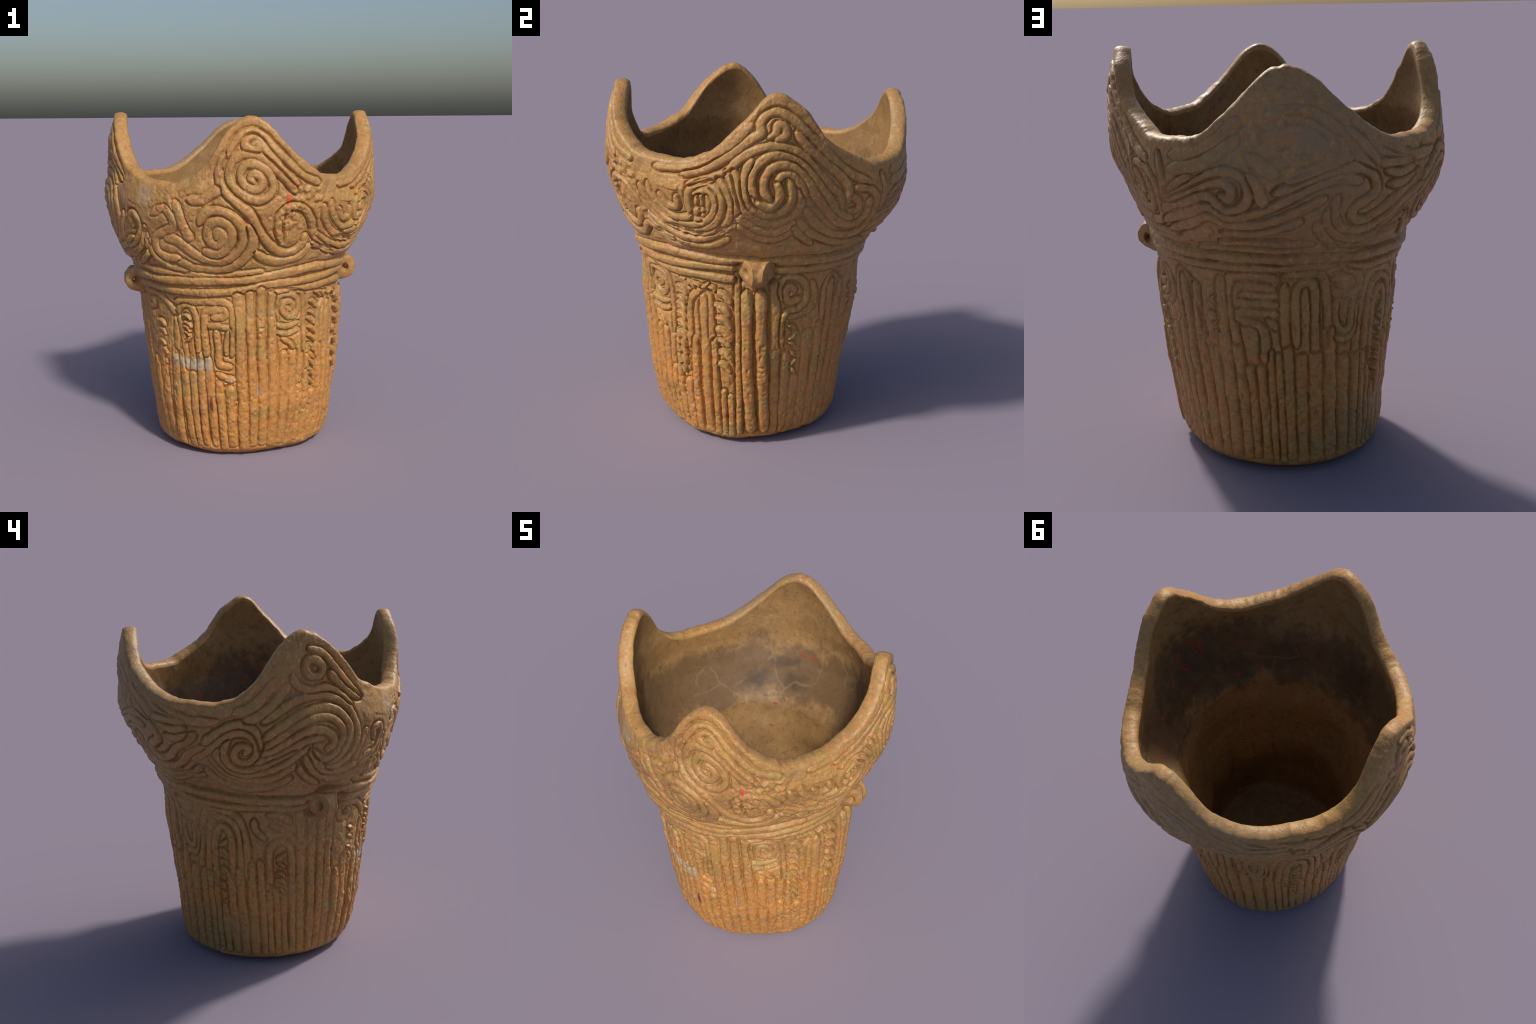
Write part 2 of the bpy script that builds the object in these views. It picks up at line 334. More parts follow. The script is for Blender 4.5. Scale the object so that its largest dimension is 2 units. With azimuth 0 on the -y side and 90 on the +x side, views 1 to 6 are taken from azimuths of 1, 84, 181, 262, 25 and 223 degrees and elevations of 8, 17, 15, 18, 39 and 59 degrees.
# left peak: sweeping cords hooking over on the right
cord(0.024, [(171.7, 1.542), (177.0, 1.588), (182.9, 1.638), (189.8, 1.659), (198.5, 1.648), (205.6, 1.593), (209.2, 1.509), (211.0, 1.415), (209.6, 1.326), (204.7, 1.266), (198.2, 1.248)])
cord(0.024, [(172.1, 1.449), (178.8, 1.519), (186.3, 1.579), (194.5, 1.597), (200.9, 1.575), (205.0, 1.518), (206.9, 1.448), (206.2, 1.374), (203.3, 1.311), (199.5, 1.279)])
cord(0.024, [(172.5, 1.399), (179.7, 1.471), (187.2, 1.534), (194.8, 1.552), (200.4, 1.521), (203.3, 1.453), (202.4, 1.376), (199.5, 1.315), (194.9, 1.313), (190.7, 1.361)])
cord(0.024, [(171.5, 1.357), (179.4, 1.414), (187.2, 1.473), (192.9, 1.482), (198.2, 1.446), (199.8, 1.389), (197.1, 1.365)])
cord(0.024, [(168.3, 1.306), (176.5, 1.346), (183.5, 1.391), (189.5, 1.428), (194.4, 1.431)])

# left bowl: round spiral
cord(0.024, [(164.5, 1.364), (166.1, 1.395), (163.6, 1.409), (160.7, 1.377), (160.6, 1.328), (164.1, 1.304), (167.9, 1.332), (169.3, 1.396), (167.7, 1.456), (163.5, 1.485), (158.9, 1.466), (153.8, 1.416), (148.3, 1.355), (141.8, 1.298)])
cord(0.024, [(170.0, 1.380), (169.9, 1.441), (167.8, 1.502), (163.0, 1.527), (157.5, 1.506), (151.9, 1.451), (148.8, 1.416)])
cord(0.024, [(158.7, 1.444), (156.6, 1.389), (156.3, 1.324), (158.8, 1.269), (164.8, 1.256), (171.4, 1.283), (178.1, 1.337), (184.0, 1.378)])
cord(0.024, [(153.9, 1.386), (153.2, 1.311), (156.2, 1.252), (164.0, 1.227), (172.4, 1.243), (179.3, 1.284), (185.2, 1.346), (189.2, 1.394)])
cord(0.024, [(150.2, 1.333), (153.8, 1.249), (158.5, 1.208), (166.6, 1.186), (175.3, 1.201), (181.7, 1.252), (185.1, 1.295)])
cord(0.024, [(144.6, 1.260), (149.7, 1.186), (156.3, 1.135), (166.0, 1.124), (176.1, 1.147), (182.7, 1.201)])
cord(0.024, [(111.1, 1.166), (122.3, 1.137), (136.0, 1.185), (144.3, 1.250)])

# left bowl: soft bands below the lip
cord(0.028, [(120.6, 1.623), (128.6, 1.580), (136.3, 1.543), (144.8, 1.527), (153.7, 1.545)], h=0.003, cut=0.55)
cord(0.028, [(148.0, 1.573), (153.6, 1.569), (159.4, 1.598)], h=0.003, cut=0.55)
cord(0.028, [(161.0, 1.586), (166.9, 1.609), (171.8, 1.671), (176.3, 1.750)], h=0.003, cut=0.55)
cord(0.028, [(165.0, 1.541), (171.7, 1.590), (177.1, 1.656), (180.6, 1.721)], h=0.003, cut=0.55)
cord(0.028, [(111.6, 1.639), (116.2, 1.561), (121.5, 1.514)], h=0.003, cut=0.55)

# left bowl: lower hooks on the right
cord(0.024, [(188.0, 1.333), (191.9, 1.243), (197.6, 1.189), (204.6, 1.165), (211.7, 1.181), (220.5, 1.219)])
cord(0.024, [(184.6, 1.296), (188.9, 1.212), (195.5, 1.147)])
cord(0.024, [(189.3, 1.379), (192.1, 1.310), (197.3, 1.233), (204.5, 1.217), (212.1, 1.246), (220.1, 1.293)])

# front panel: arches
cord(0.021, [(234.3, 0.595), (235.2, 0.780), (237.6, 0.875), (242.9, 0.920), (247.0, 0.886), (248.5, 0.812), (248.5, 0.646)])

# front panel: meander
cord(0.022, [(236.8, 0.928), (249.5, 0.937), (260.7, 0.943), (266.3, 0.919), (267.8, 0.853), (267.6, 0.749), (267.0, 0.629)])
cord(0.022, [(253.2, 0.621), (252.5, 0.741), (253.0, 0.831), (253.9, 0.877), (259.9, 0.895), (264.1, 0.897), (263.7, 0.860), (257.8, 0.850)])
cord(0.022, [(254.9, 0.803), (260.3, 0.799), (266.7, 0.790)])
cord(0.022, [(258.9, 0.776), (259.8, 0.671), (260.1, 0.580), (266.2, 0.560)])
cord(0.022, [(265.4, 0.771), (264.5, 0.688), (264.4, 0.643)])
cord(0.022, [(258.5, 0.518), (262.6, 0.497), (267.4, 0.483)])

# front panel: square spiral
cord(0.018, [(298.9, 0.878), (300.8, 0.902), (298.6, 0.928), (295.2, 0.921), (294.3, 0.880), (298.0, 0.838), (302.5, 0.843), (304.7, 0.889), (302.9, 0.944), (296.4, 0.973), (291.4, 0.958), (290.3, 0.900), (291.2, 0.832)])
cord(0.018, [(291.3, 0.798), (297.5, 0.782), (305.1, 0.797)])
cord(0.018, [(292.2, 0.752), (298.5, 0.740), (305.3, 0.756)])
cord(0.018, [(294.6, 0.715), (299.5, 0.685), (302.3, 0.643)])
cord(0.018, [(288.3, 1.006), (296.8, 1.001), (305.2, 0.979), (307.7, 0.907), (308.9, 0.784), (309.7, 0.630)])

# right panel: arch
cord(0.021, [(320.9, 0.568), (320.4, 0.734), (320.7, 0.817), (322.7, 0.876), (326.9, 0.910), (331.7, 0.899), (333.6, 0.831), (333.9, 0.642)])

# right panel: uprights and beam under the lug
cord(0.034, [(351.7, 0.930), (352.4, 0.707), (353.5, 0.451), (357.3, 0.093)], h=0.014)
cord(0.034, [(359.3, 0.932), (359.9, 0.708), (1.9, 0.449), (5.4, 0.085)], h=0.014)

# right panel: round spiral
cord(0.022, [(15.3, 0.915), (16.7, 0.937), (14.2, 0.956), (12.1, 0.918), (14.7, 0.876), (20.4, 0.884)])
cord(0.022, [(10.0, 0.889), (8.3, 0.945), (10.8, 1.007), (16.7, 1.015), (23.0, 0.969), (25.1, 0.893), (20.9, 0.827), (14.3, 0.816), (10.7, 0.767), (11.6, 0.613)])
cord(0.022, [(27.2, 0.979), (30.7, 0.891), (28.3, 0.821), (22.9, 0.799), (15.3, 0.786)])

# right panel: tall arches
cord(0.02, [(40.2, 0.640), (36.9, 0.861), (38.3, 0.958), (42.2, 0.982), (47.3, 0.928), (53.6, 0.690)])

# back panel: meander
cord(0.023, [(89.4, 0.949), (81.7, 0.958), (75.8, 0.965), (71.8, 0.932), (72.0, 0.875), (75.6, 0.886), (82.9, 0.883), (90.6, 0.876)])
cord(0.023, [(90.1, 0.970), (88.9, 1.000), (81.3, 1.009), (73.3, 1.003), (69.4, 0.980), (70.4, 0.829), (72.1, 0.662)])
cord(0.023, [(75.0, 0.921), (81.7, 0.919), (90.0, 0.920)])
cord(0.023, [(90.5, 0.829), (83.4, 0.836), (74.8, 0.842), (73.3, 0.804), (82.0, 0.781), (85.0, 0.720), (84.6, 0.594)])
cord(0.023, [(86.6, 0.811), (89.7, 0.765)])

# back panel: arch
cord(0.024, [(99.1, 0.666), (98.4, 0.857), (99.6, 0.951), (103.9, 0.973), (107.4, 0.928), (108.0, 0.731), (108.7, 0.576)])
cord(0.024, [(93.9, 0.969), (93.7, 0.823), (94.3, 0.671)])
cord(0.024, [(93.9, 1.015), (102.6, 1.021), (110.1, 0.999), (113.6, 0.873), (114.9, 0.642)])

# back panel: hooked loops
cord(0.022, [(115.6, 0.975), (125.6, 0.955), (123.2, 0.930), (118.1, 0.948)])
cord(0.022, [(113.7, 1.001), (113.2, 1.030), (120.9, 1.023), (129.2, 0.978), (131.7, 0.919), (125.4, 0.888), (116.8, 0.905)])
cord(0.022, [(117.9, 0.865), (118.6, 0.757), (122.7, 0.703), (127.1, 0.732), (127.2, 0.846)])
cord(0.022, [(117.2, 0.684), (124.2, 0.661), (129.6, 0.703), (130.8, 0.815)])

# left panel: arches
cord(0.022, [(130.6, 0.551), (131.9, 0.725), (134.1, 0.873), (138.8, 0.965), (147.2, 0.967), (155.0, 0.949), (159.2, 0.888), (161.0, 0.775), (161.4, 0.564)])
cord(0.022, [(136.5, 0.567), (137.9, 0.773), (140.3, 0.886), (147.0, 0.926), (154.0, 0.899), (157.4, 0.813), (157.6, 0.603)])
cord(0.022, [(141.2, 0.491), (142.0, 0.765), (145.8, 0.863), (149.9, 0.861), (152.6, 0.783), (152.1, 0.554)])

# left panel: narrow arch and curve
cord(0.022, [(174.3, 0.524), (173.8, 0.713), (176.3, 0.779), (181.3, 0.798), (185.6, 0.741), (186.9, 0.517)])
cord(0.022, [(165.9, 0.925), (166.5, 0.869), (171.4, 0.813)])
cord(0.022, [(173.6, 0.960), (181.2, 0.950), (184.6, 0.916)])
cord(0.022, [(175.0, 0.895), (181.2, 0.869)])

# left panel: box spiral right of the lug
cord(0.02, [(216.6, 0.922), (219.7, 0.920), (219.5, 0.887), (214.4, 0.886), (212.0, 0.969), (218.4, 0.971), (228.4, 0.940), (236.7, 0.840), (240.0, 0.690), (240.1, 0.532)])

# columns of pinched teeth: from, to, how many, size
teeth((243.3, 0.860), (242.1, 0.691), 5, 0.02)  # front left arch
teeth((315.3, 0.918), (314.7, 0.412), 10, 0.028)  # right left teeth
teeth((339.7, 0.936), (341.3, 0.451), 7, 0.036)  # right middle teeth
teeth((17.4, 0.750), (20.3, 0.424), 6, 0.022)  # right right hooks
teeth((315.6, 0.952), (336.5, 0.939), 5, 0.022)  # right top row
teeth((147.8, 0.792), (146.6, 0.370), 8, 0.02)  # left arch
teeth((180.6, 0.736), (180.1, 0.461), 5, 0.022)  # left narrow arch
teeth((225.1, 0.824), (223.3, 0.530), 5, 0.02)  # left right column
teeth((61.4, 0.925), (62.0, 0.707), 5, 0.018)  # back left
# ------------------------------------------------------------------ relief
print("cords", len(cord_kind))
inside = edge < 0
owner = np.where(inside, near, -1)
deep = (0.017 + 0.004 * np.clip((Z - 1.1) / 0.1, 0, 1)) * sharp
groove_w = 0.0065 + 0.0035 * np.clip(noise(BASE, 7, 81) + 0.2, 0, 1)
hollow = np.where(Z > 1.13, 0.008, 0.003) * np.clip(noise(BASE, 5, 82) + 0.5, 0, 1)
section = np.clip(1 - across**3.2, 0, 1) ** 0.6
h = np.where(inside, -deep + (tall + deep) * section, -deep * np.exp(-((np.clip(edge, 0, 1) / groove_w) ** 2)) - hollow * np.clip(edge / 0.01, 0, 1) * np.clip((0.06 - edge) / 0.03, 0, 1))
# where two cords overlap a groove still parts them
parting = np.exp(-((((second - edge) / 2) / 0.0055) ** 2)) * np.clip(-second / 0.005, 0, 1)
h = np.where(inside, h - (tall + deep) * 0.85 * section * parting, h)
foot_fade = np.clip((Z - 0.03) / 0.05, 0, 1)
rim_fade = np.clip((top[None] - Z) / 0.03, 0, 1)
h *= foot_fade * rim_fade
wear = np.clip(noise(BASE, 4.5, 11) * 0.9 + 0.95, 0.5, 1.15)
# the lower right of the front is worn nearly smooth, the back peak a good deal
deg = np.degrees(TH)
worn = np.exp(-(((deg - 302) / 16) ** 2)) * np.clip((0.36 - Z) / 0.2, 0, 1) * 0.6 + 0.45 * np.exp(-(((deg - 98) / 24) ** 2)) * np.clip((Z - 1.4) / 0.2, 0, 1)
h *= wear * (1 - worn)
lumps = noise(BASE, 9, 1) * 0.004 + noise(BASE, 24, 2) * 0.0024
dents = noise(BASE, 62, 5)
rough = np.clip(noise(BASE, 5, 6) + 0.35, 0, 1)
broken = np.exp(-(((deg - 297) / 11) ** 2) - ((Z - 1.53) / 0.07) ** 2) + 0.8 * np.exp(-(((deg - 290) / 6) ** 2) - ((Z - 1.40) / 0.07) ** 2) + 0.7 * np.exp(-(((deg - 243) / 9) ** 2) - ((Z - 1.5) / 0.05) ** 2)
lower = np.clip((1.0 - Z) / 0.2, 0, 1)
fine = dents * 0.0016 + np.where(dents < -0.3, (dents + 0.3) * 0.009, 0) * rough
h = h + lumps + fine * (0.6 + 0.6 * lower) + broken * (noise(BASE, 38, 61) * 0.011 + dents * 0.006 - 0.005)
ring_zone = np.exp(-(((Z - 1.065) / 0.045) ** 2))
h = h + ring_zone * 0.003 * np.cos(np.radians(deg - 110))
# hollow under the bowl above the left lug
h = h - 0.022 * np.exp(-(((deg - 201) / 6) ** 2) - ((Z - 1.105) / 0.022) ** 2)
# the rings stop short of the lugs, which stand clear of the wall
for at, mid in ((-4.0, 1.045), (202.5, 1.01)):
    off = np.abs((deg - at + 180) % 360 - 180)
    h = h - 0.020 * np.clip((11.5 - off) / 2.5, 0, 1) * np.clip((0.075 - np.abs(Z - mid)) / 0.02, 0, 1)
OUT = BASE + NORMAL * (h + SKIN * 0.0)[..., None]
OUT[0, :, 2] = 0.0
OUT[..., 2] = np.maximum(OUT[..., 2], 0.0)

# ------------------------------------------------------------------ lip, inner skin, floor, underside
inner_gap = 0.082


def inner_radius(th, z):
    r = wall_radius(th, np.maximum(z, 0.05)) - inner_gap - 0.020 * np.clip((1.75 - z) / 0.35, 0, 1) - 0.050 * np.exp(-(((z - 0.54) / 0.25) ** 2))
    return r


def slab(P):
    """flat facets and ledges where the lower inside was built from slabs"""
    n = noise(P * np.array([1, 1, 0.6]), 4.2, 71)
    return np.clip((0.72 - P[..., 2]) / 0.25, 0, 1) * np.clip((P[..., 2] - 0.1) / 0.2, 0, 1) * 0.030 * (np.abs(n) * 2 - 0.5)


n_lip = 9
lip_rows = []
ro, ri = np.hypot(OUT[-1, :, 0], OUT[-1, :, 1]), inner_radius(theta, top - 0.004)
for k in range(1, n_lip):
    a = math.pi * k / n_lip
    rr = (ro + ri) / 2 + (ro - ri) / 2 * math.cos(a)
    zz = top + (crest - top) * 0.95 * math.sin(a) ** 0.8
    lip_rows.append(np.stack([rr * np.cos(theta), rr * np.sin(theta), zz], -1))
LIPV = np.array(lip_rows)
LIPV = LIPV + (noise(LIPV, 24, 8) * 0.0025 + noise(LIPV, 60, 9) * 0.0012)[..., None] * np.stack([np.cos(TH[:1]), np.sin(TH[:1]), TH[:1] * 0 + 1], -1)

w_in = np.linspace(1, 0, 200)
zi = FLOOR + 0.03 + (top[None] - 0.004 - FLOOR - 0.03) * w_in[:, None]
thi = np.repeat(theta[None], len(zi), 0)
ri_ = inner_radius(thi, zi)
INN = np.stack([ri_ * np.cos(thi), ri_ * np.sin(thi), zi], -1)
INN = INN - np.stack([np.cos(thi), np.sin(thi), thi * 0], -1) * (noise(INN, 6, 21) * 0.004 + slab(INN) + noise(INN, 18, 22) * 0.0016 + noise(INN, 60, 23) * 0.0004)[..., None]


def disc(rim_row, z, bend, rows):
    out = []
    for k in range(1, rows):
        f = 1 - k / rows
        q = rim_row.copy()
        q[:, :2] *= f
        q[:, 2] = z + (rim_row[:, 2] - z) * max(0, 1 - (1 - f) / bend) ** 2
        out.append(q)
    return np.array(out)


FLO = disc(INN[-1], FLOOR, 0.10, 26)
FLO[..., 2] += noise(FLO, 7, 31) * 0.006 + np.clip(noise(FLO, 3, 32), -0.2, 0.2) * 0.02
UND = disc(OUT[0], 0.0, 0.5, 14)

rows = [("under", UND[::-1]), ("outer", OUT), ("lip", LIPV), ("inner", INN), ("floor", FLO)]
ALL = np.concatenate([r for _, r in rows])
M = len(ALL)
tag_row = np.concatenate([np.full(len(r), n) for n, (_, r) in enumerate(rows)])
verts = ALL.reshape(-1, 3)
verts = np.vstack([verts, [[0, 0, 0.0]], [[0, 0, FLOOR]]])
under_pole, floor_pole = M * NT, M * NT + 1

i, j = np.meshgrid(np.arange(M - 1), np.arange(NT), indexing="ij")
jn = (j + 1) % NT
quads = np.stack([i * NT + j, i * NT + jn, (i + 1) * NT + jn, (i + 1) * NT + j], -1).reshape(-1, 4)
quad_row, quad_col = i.reshape(-1), j.reshape(-1)
c0 = np.arange(NT)
tri_u = np.stack([(c0 + 1) % NT, c0, np.full(NT, under_pole)], -1)
tri_f = np.stack([(M - 1) * NT + c0, (M - 1) * NT + (c0 + 1) % NT, np.full(NT, floor_pole)], -1)

# smooth normals of the whole skin
fn = np.cross(verts[quads[:, 2]] - verts[quads[:, 0]], verts[quads[:, 3]] - verts[quads[:, 1]])
vn = np.zeros_like(verts)
for k in range(4):
    for ax in range(3):
        vn[:, ax] += np.bincount(quads[:, k], weights=fn[:, ax], minlength=len(verts))
vn[under_pole], vn[floor_pole] = (0, 0, -1), (0, 0, 1)
vn /= np.linalg.norm(vn, axis=1, keepdims=True) + 1e-12

# part of every face: 0 underside, 1 body, 2 neck, 3 bowl, 4 lip, 5 inside, 6 floor, 10+n cord n
U = len(UND)
orow = quad_row - U
part = np.full(len(quads), 1)
part[orow < 0] = 0
is_outer = (orow >= 0) & (orow < len(Z) - 1)
zq = Z[np.clip(orow, 0, len(Z) - 1), quad_col]
part[is_outer & (zq >= 0.97)] = 2
part[is_outer & (zq >= 1.135)] = 3
part[(orow >= len(Z) - 6) & (orow < len(Z) + n_lip - 1)] = 4
part[orow >= len(Z) + n_lip - 1] = 5
part[quad_row >= M - len(FLO) - 3] = 6
who = owner[np.clip(orow, 0, len(Z) - 1), quad_col]
on_cord = is_outer & (who >= 0) & (part != 4) & (zq > 0.03)
part[on_cord] = 10 + who[on_cord]


# ------------------------------------------------------------------ materials
class Nodes:
    """small helper to write node trees as expressions"""

    def __init__(self, name):
        self.mat = bpy.data.materials.new(name)
        self.mat.use_nodes = True
        self.t = self.mat.node_tree
        self.shader = self.t.nodes["Principled BSDF"]
        self.obj = self.t.nodes.new("ShaderNodeTexCoord").outputs["Object"]
        sep = self.t.nodes.new("ShaderNodeSeparateXYZ")
        self.t.links.new(self.obj, sep.inputs[0])
        self.x, self.y, self.z = sep.outputs
        self.angle = self.math("ARCTAN2", self.y, self.x)

    def put(self, sock, v):
        if isinstance(v, bpy.types.NodeSocket):
            self.t.links.new(v, sock)
        else:
            sock.default_value = v

    def math(self, op, a, b=0.0, c=0.0):
        n = self.t.nodes.new("ShaderNodeMath")
        n.operation = op
        for s, v in zip(n.inputs, (a, b, c)):
            self.put(s, v)
        return n.outputs[0]

    def noise(self, scale, detail=3.0, rough=0.55, offset=0.0, stretch=None):
        m = self.t.nodes.new("ShaderNodeMapping")
        m.inputs["Location"].default_value = (offset, offset * 1.7, offset * 0.6)
        if stretch:
            m.inputs["Scale"].default_value = stretch
        self.t.links.new(self.obj, m.inputs["Vector"])
        n = self.t.nodes.new("ShaderNodeTexNoise")
        self.t.links.new(m.outputs[0], n.inputs["Vector"])
        n.inputs["Scale"].default_value, n.inputs["Detail"].default_value, n.inputs["Roughness"].default_value = scale, detail, rough
        return n.outputs[0]

    def ramp(self, v, lo, hi):
        n = self.t.nodes.new("ShaderNodeMapRange")
        n.interpolation_type = "SMOOTHSTEP"
        self.put(n.inputs[0], v)
        n.inputs[1].default_value, n.inputs[2].default_value = lo, hi
        return n.outputs[0]

    def mix(self, f, a, b, mode="MIX"):
        n = self.t.nodes.new("ShaderNodeMix")
        n.data_type, n.blend_type = "RGBA", mode
        self.put(n.inputs[0], f)
        for s, v in ((n.inputs[6], a), (n.inputs[7], b)):
            self.put(s, v if isinstance(v, bpy.types.NodeSocket) else (*v, 1))
        return n.outputs[2]

    def spot(self, deg, z, da, dz, soft=0.35, ragged=0.9):
        """soft patch round an angle and height on the wall"""
        a = math.radians((deg + 180) % 360 - 180)
        d = self.math("ABSOLUTE", self.math("WRAP", self.math("SUBTRACT", self.angle, a), math.pi, -math.pi))
        u = self.math("DIVIDE", d, math.radians(da))
        v = self.math("DIVIDE", self.math("SUBTRACT", self.z, z), dz)
        r = self.math("SQRT", self.math("ADD", self.math("MULTIPLY", u, u), self.math("MULTIPLY", v, v)))
        r = self.math("ADD", r, self.math("MULTIPLY", self.math("SUBTRACT", self.noise(14, 4), 0.5), ragged))
        return self.ramp(r, 1 + soft, 1 - soft)

    def box(self, deg0, deg1, z0, z1, soft=0.012, ragged=0.02):
        a0 = math.radians((deg0 + 180) % 360 - 180)
        a1 = math.radians((deg1 + 180) % 360 - 180)
        wob = self.math("MULTIPLY", self.math("SUBTRACT", self.noise(30, 3), 0.5), ragged)
        zz = self.math("ADD", self.z, wob)
        m = self.math("MULTIPLY", self.ramp(self.angle, a0 - soft, a0 + soft), self.ramp(self.angle, a1 + soft, a1 - soft))
        return self.math("MULTIPLY", m, self.math("MULTIPLY", self.ramp(zz, z0 - soft, z0 + soft), self.ramp(zz, z1 + soft, z1 - soft)))

    def finish(self, colour, rough, bump_list, spec=0.4):
        self.put(self.shader.inputs["Base Color"], colour)
        self.put(self.shader.inputs["Roughness"], rough)
        self.shader.inputs["Specular IOR Level"].default_value = spec
        prev = None
        for height, strength, dist in bump_list:
            b = self.t.nodes.new("ShaderNodeBump")
            b.inputs["Strength"].default_value, b.inputs["Distance"].default_value = strength, dist
            self.t.links.new(height, b.inputs["Height"])
            if prev:
                self.t.links.new(prev, b.inputs["Normal"])
            prev = b.outputs[0]
        self.t.links.new(prev, self.shader.inputs["Normal"])
        return self.mat


def clay(name, inside=False):
    m = Nodes(name)
    big, mid, fine, grit = m.noise(2.6, 4, 0.6), m.noise(8, 4, 0.6, 3.0), m.noise(30, 4, 0.65, 7.0), m.noise(95, 2, 0.5, 1.0)
    if not inside:
        tan, orange, olive, pale, brown, rosy = (0.43, 0.229, 0.070), (0.52, 0.224, 0.049), (0.365, 0.230, 0.064), (0.56, 0.34, 0.14), (0.21, 0.105, 0.040), (0.45, 0.185, 0.070)
        c = m.mix(m.ramp(big, 0.38, 0.60), tan, (0.36, 0.192, 0.066))
        # the body below the neck was fired to a stronger orange
        low = m.ramp(m.math("ADD", m.z, m.math("MULTIPLY", m.math("SUBTRACT", mid, 0.5), 0.5)), 0.95, 0.45)
        c = m.mix(m.math("MULTIPLY", low, 0.8), c, orange)
        c = m.mix(m.math("MULTIPLY", m.ramp(mid, 0.48, 0.63), 0.7), c, olive)
        c = m.mix(m.math("MULTIPLY", m.ramp(m.noise(19, 5, 0.7, 9.0), 0.51, 0.63), 0.6), c, rosy)
        c = m.mix(m.math("MULTIPLY", m.ramp(m.noise(38, 5, 0.75, 7.0), 0.51, 0.64), 0.6), c, pale)
        c = m.mix(m.math("MULTIPLY", m.ramp(m.noise(31, 6, 0.75, 5.0), 0.51, 0.65), 0.6), c, brown)
        c = m.mix(m.math("MULTIPLY", m.ramp(m.noise(9, 6, 0.75, 17.0), 0.52, 0.68), 0.5), c, (0.29, 0.205, 0.095))
        # the back and left are greyer, with mottled patches
        grey_mottle = m.math("MULTIPLY", m.spot(100, 1.58, 30, 0.34, 0.5), m.math("ADD", m.math("MULTIPLY", m.ramp(m.noise(34, 4, 0.7, 21.0), 0.42, 0.6), 0.5), 0.15))
        c = m.mix(grey_mottle, c, (0.27, 0.205, 0.125))
        c = m.mix(m.math("MULTIPLY", m.spot(140, 0.15, 30, 0.18, 0.5), 0.5), c, (0.27, 0.19, 0.085))
        c = m.mix(m.math("MULTIPLY", m.spot(231, 1.54, 4.5, 0.06, 0.2), 0.8), c, (0.38, 0.255, 0.135))
        c = m.mix(m.math("MULTIPLY", m.spot(102, 1.66, 5, 0.05, 0.5), 0.5), c, (0.28, 0.215, 0.14))
        # remains of a whitish label, rubbed off between the flutes
        label = m.math("MULTIPLY", m.box(231, 256, 0.54, 0.607), m.ramp(m.noise(24, 2, 0.5, 2.0), 0.40, 0.50))
        c = m.mix(label, c, (0.43, 0.34, 0.23))
        c = m.mix(m.math("MULTIPLY", m.spot(266.5, 0.485, 3.2, 0.018, 0.3), 0.4), c, (0.46, 0.35, 0.22))
        c = m.mix(m.math("MULTIPLY", m.spot(281.5, 0.42, 0.9, 0.04, 0.3), 0.7), c, (0.42, 0.32, 0.21))
        c = m.mix(m.spot(254.6, 0.33, 0.9, 0.045, 0.4), c, (0.14, 0.05, 0.02))
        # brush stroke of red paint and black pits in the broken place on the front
        c = m.mix(m.spot(289.8, 1.525, 0.55, 0.035, 0.25), c, (0.62, 0.085, 0.03))
        pits = m.math("MULTIPLY", m.spot(291.3, 1.39, 5.0, 0.10, 0.4), m.ramp(m.noise(75, 2, 0.5, 4.0), 0.64, 0.68))
        c = m.mix(pits, c, (0.012, 0.009, 0.007))
        c = m.mix(m.ramp(grit, 0.70, 0.80), c, (0.13, 0.065, 0.03))
        rough = m.math("ADD", m.math("MULTIPLY", fine, 0.25), 0.36)
        return m.finish(c, rough, [(fine, 0.45, 0.007), (grit, 0.45, 0.003)], 0.42)
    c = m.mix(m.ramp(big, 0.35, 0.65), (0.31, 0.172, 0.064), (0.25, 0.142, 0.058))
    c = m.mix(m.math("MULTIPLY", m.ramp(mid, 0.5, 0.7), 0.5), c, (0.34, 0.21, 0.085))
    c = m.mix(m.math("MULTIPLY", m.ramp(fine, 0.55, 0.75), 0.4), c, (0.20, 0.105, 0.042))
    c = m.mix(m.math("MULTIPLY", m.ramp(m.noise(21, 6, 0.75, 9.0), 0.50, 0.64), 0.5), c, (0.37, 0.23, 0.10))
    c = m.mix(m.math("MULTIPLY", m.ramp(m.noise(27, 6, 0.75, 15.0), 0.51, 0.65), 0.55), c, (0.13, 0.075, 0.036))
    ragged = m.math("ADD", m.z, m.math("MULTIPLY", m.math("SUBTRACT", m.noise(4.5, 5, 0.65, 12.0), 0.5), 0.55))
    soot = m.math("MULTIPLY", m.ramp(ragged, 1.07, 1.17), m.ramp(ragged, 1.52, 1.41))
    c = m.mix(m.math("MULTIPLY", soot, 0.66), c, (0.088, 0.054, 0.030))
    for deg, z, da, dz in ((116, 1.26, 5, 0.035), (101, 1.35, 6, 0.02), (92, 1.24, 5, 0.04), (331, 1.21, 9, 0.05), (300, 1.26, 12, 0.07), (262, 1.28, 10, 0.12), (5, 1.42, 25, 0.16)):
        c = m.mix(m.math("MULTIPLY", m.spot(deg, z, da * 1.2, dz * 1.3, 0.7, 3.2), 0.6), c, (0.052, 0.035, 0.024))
    # plaster seams where the sherds were joined
    v = m.t.nodes.new("ShaderNodeTexVoronoi")
    v.feature = "DISTANCE_TO_EDGE"
    v.inputs["Scale"].default_value = 2.6
    warp = m.t.nodes.new("ShaderNodeVectorMath")
    warp.operation = "ADD"
    m.t.links.new(m.obj, warp.inputs[0])
    nz = m.t.nodes.new("ShaderNodeTexNoise")
    nz.inputs["Scale"].default_value = 5
    m.t.links.new(m.obj, nz.inputs["Vector"])
    sc = m.t.nodes.new("ShaderNodeVectorMath")
    sc.operation = "SCALE"
    sc.inputs["Scale"].default_value = 0.16
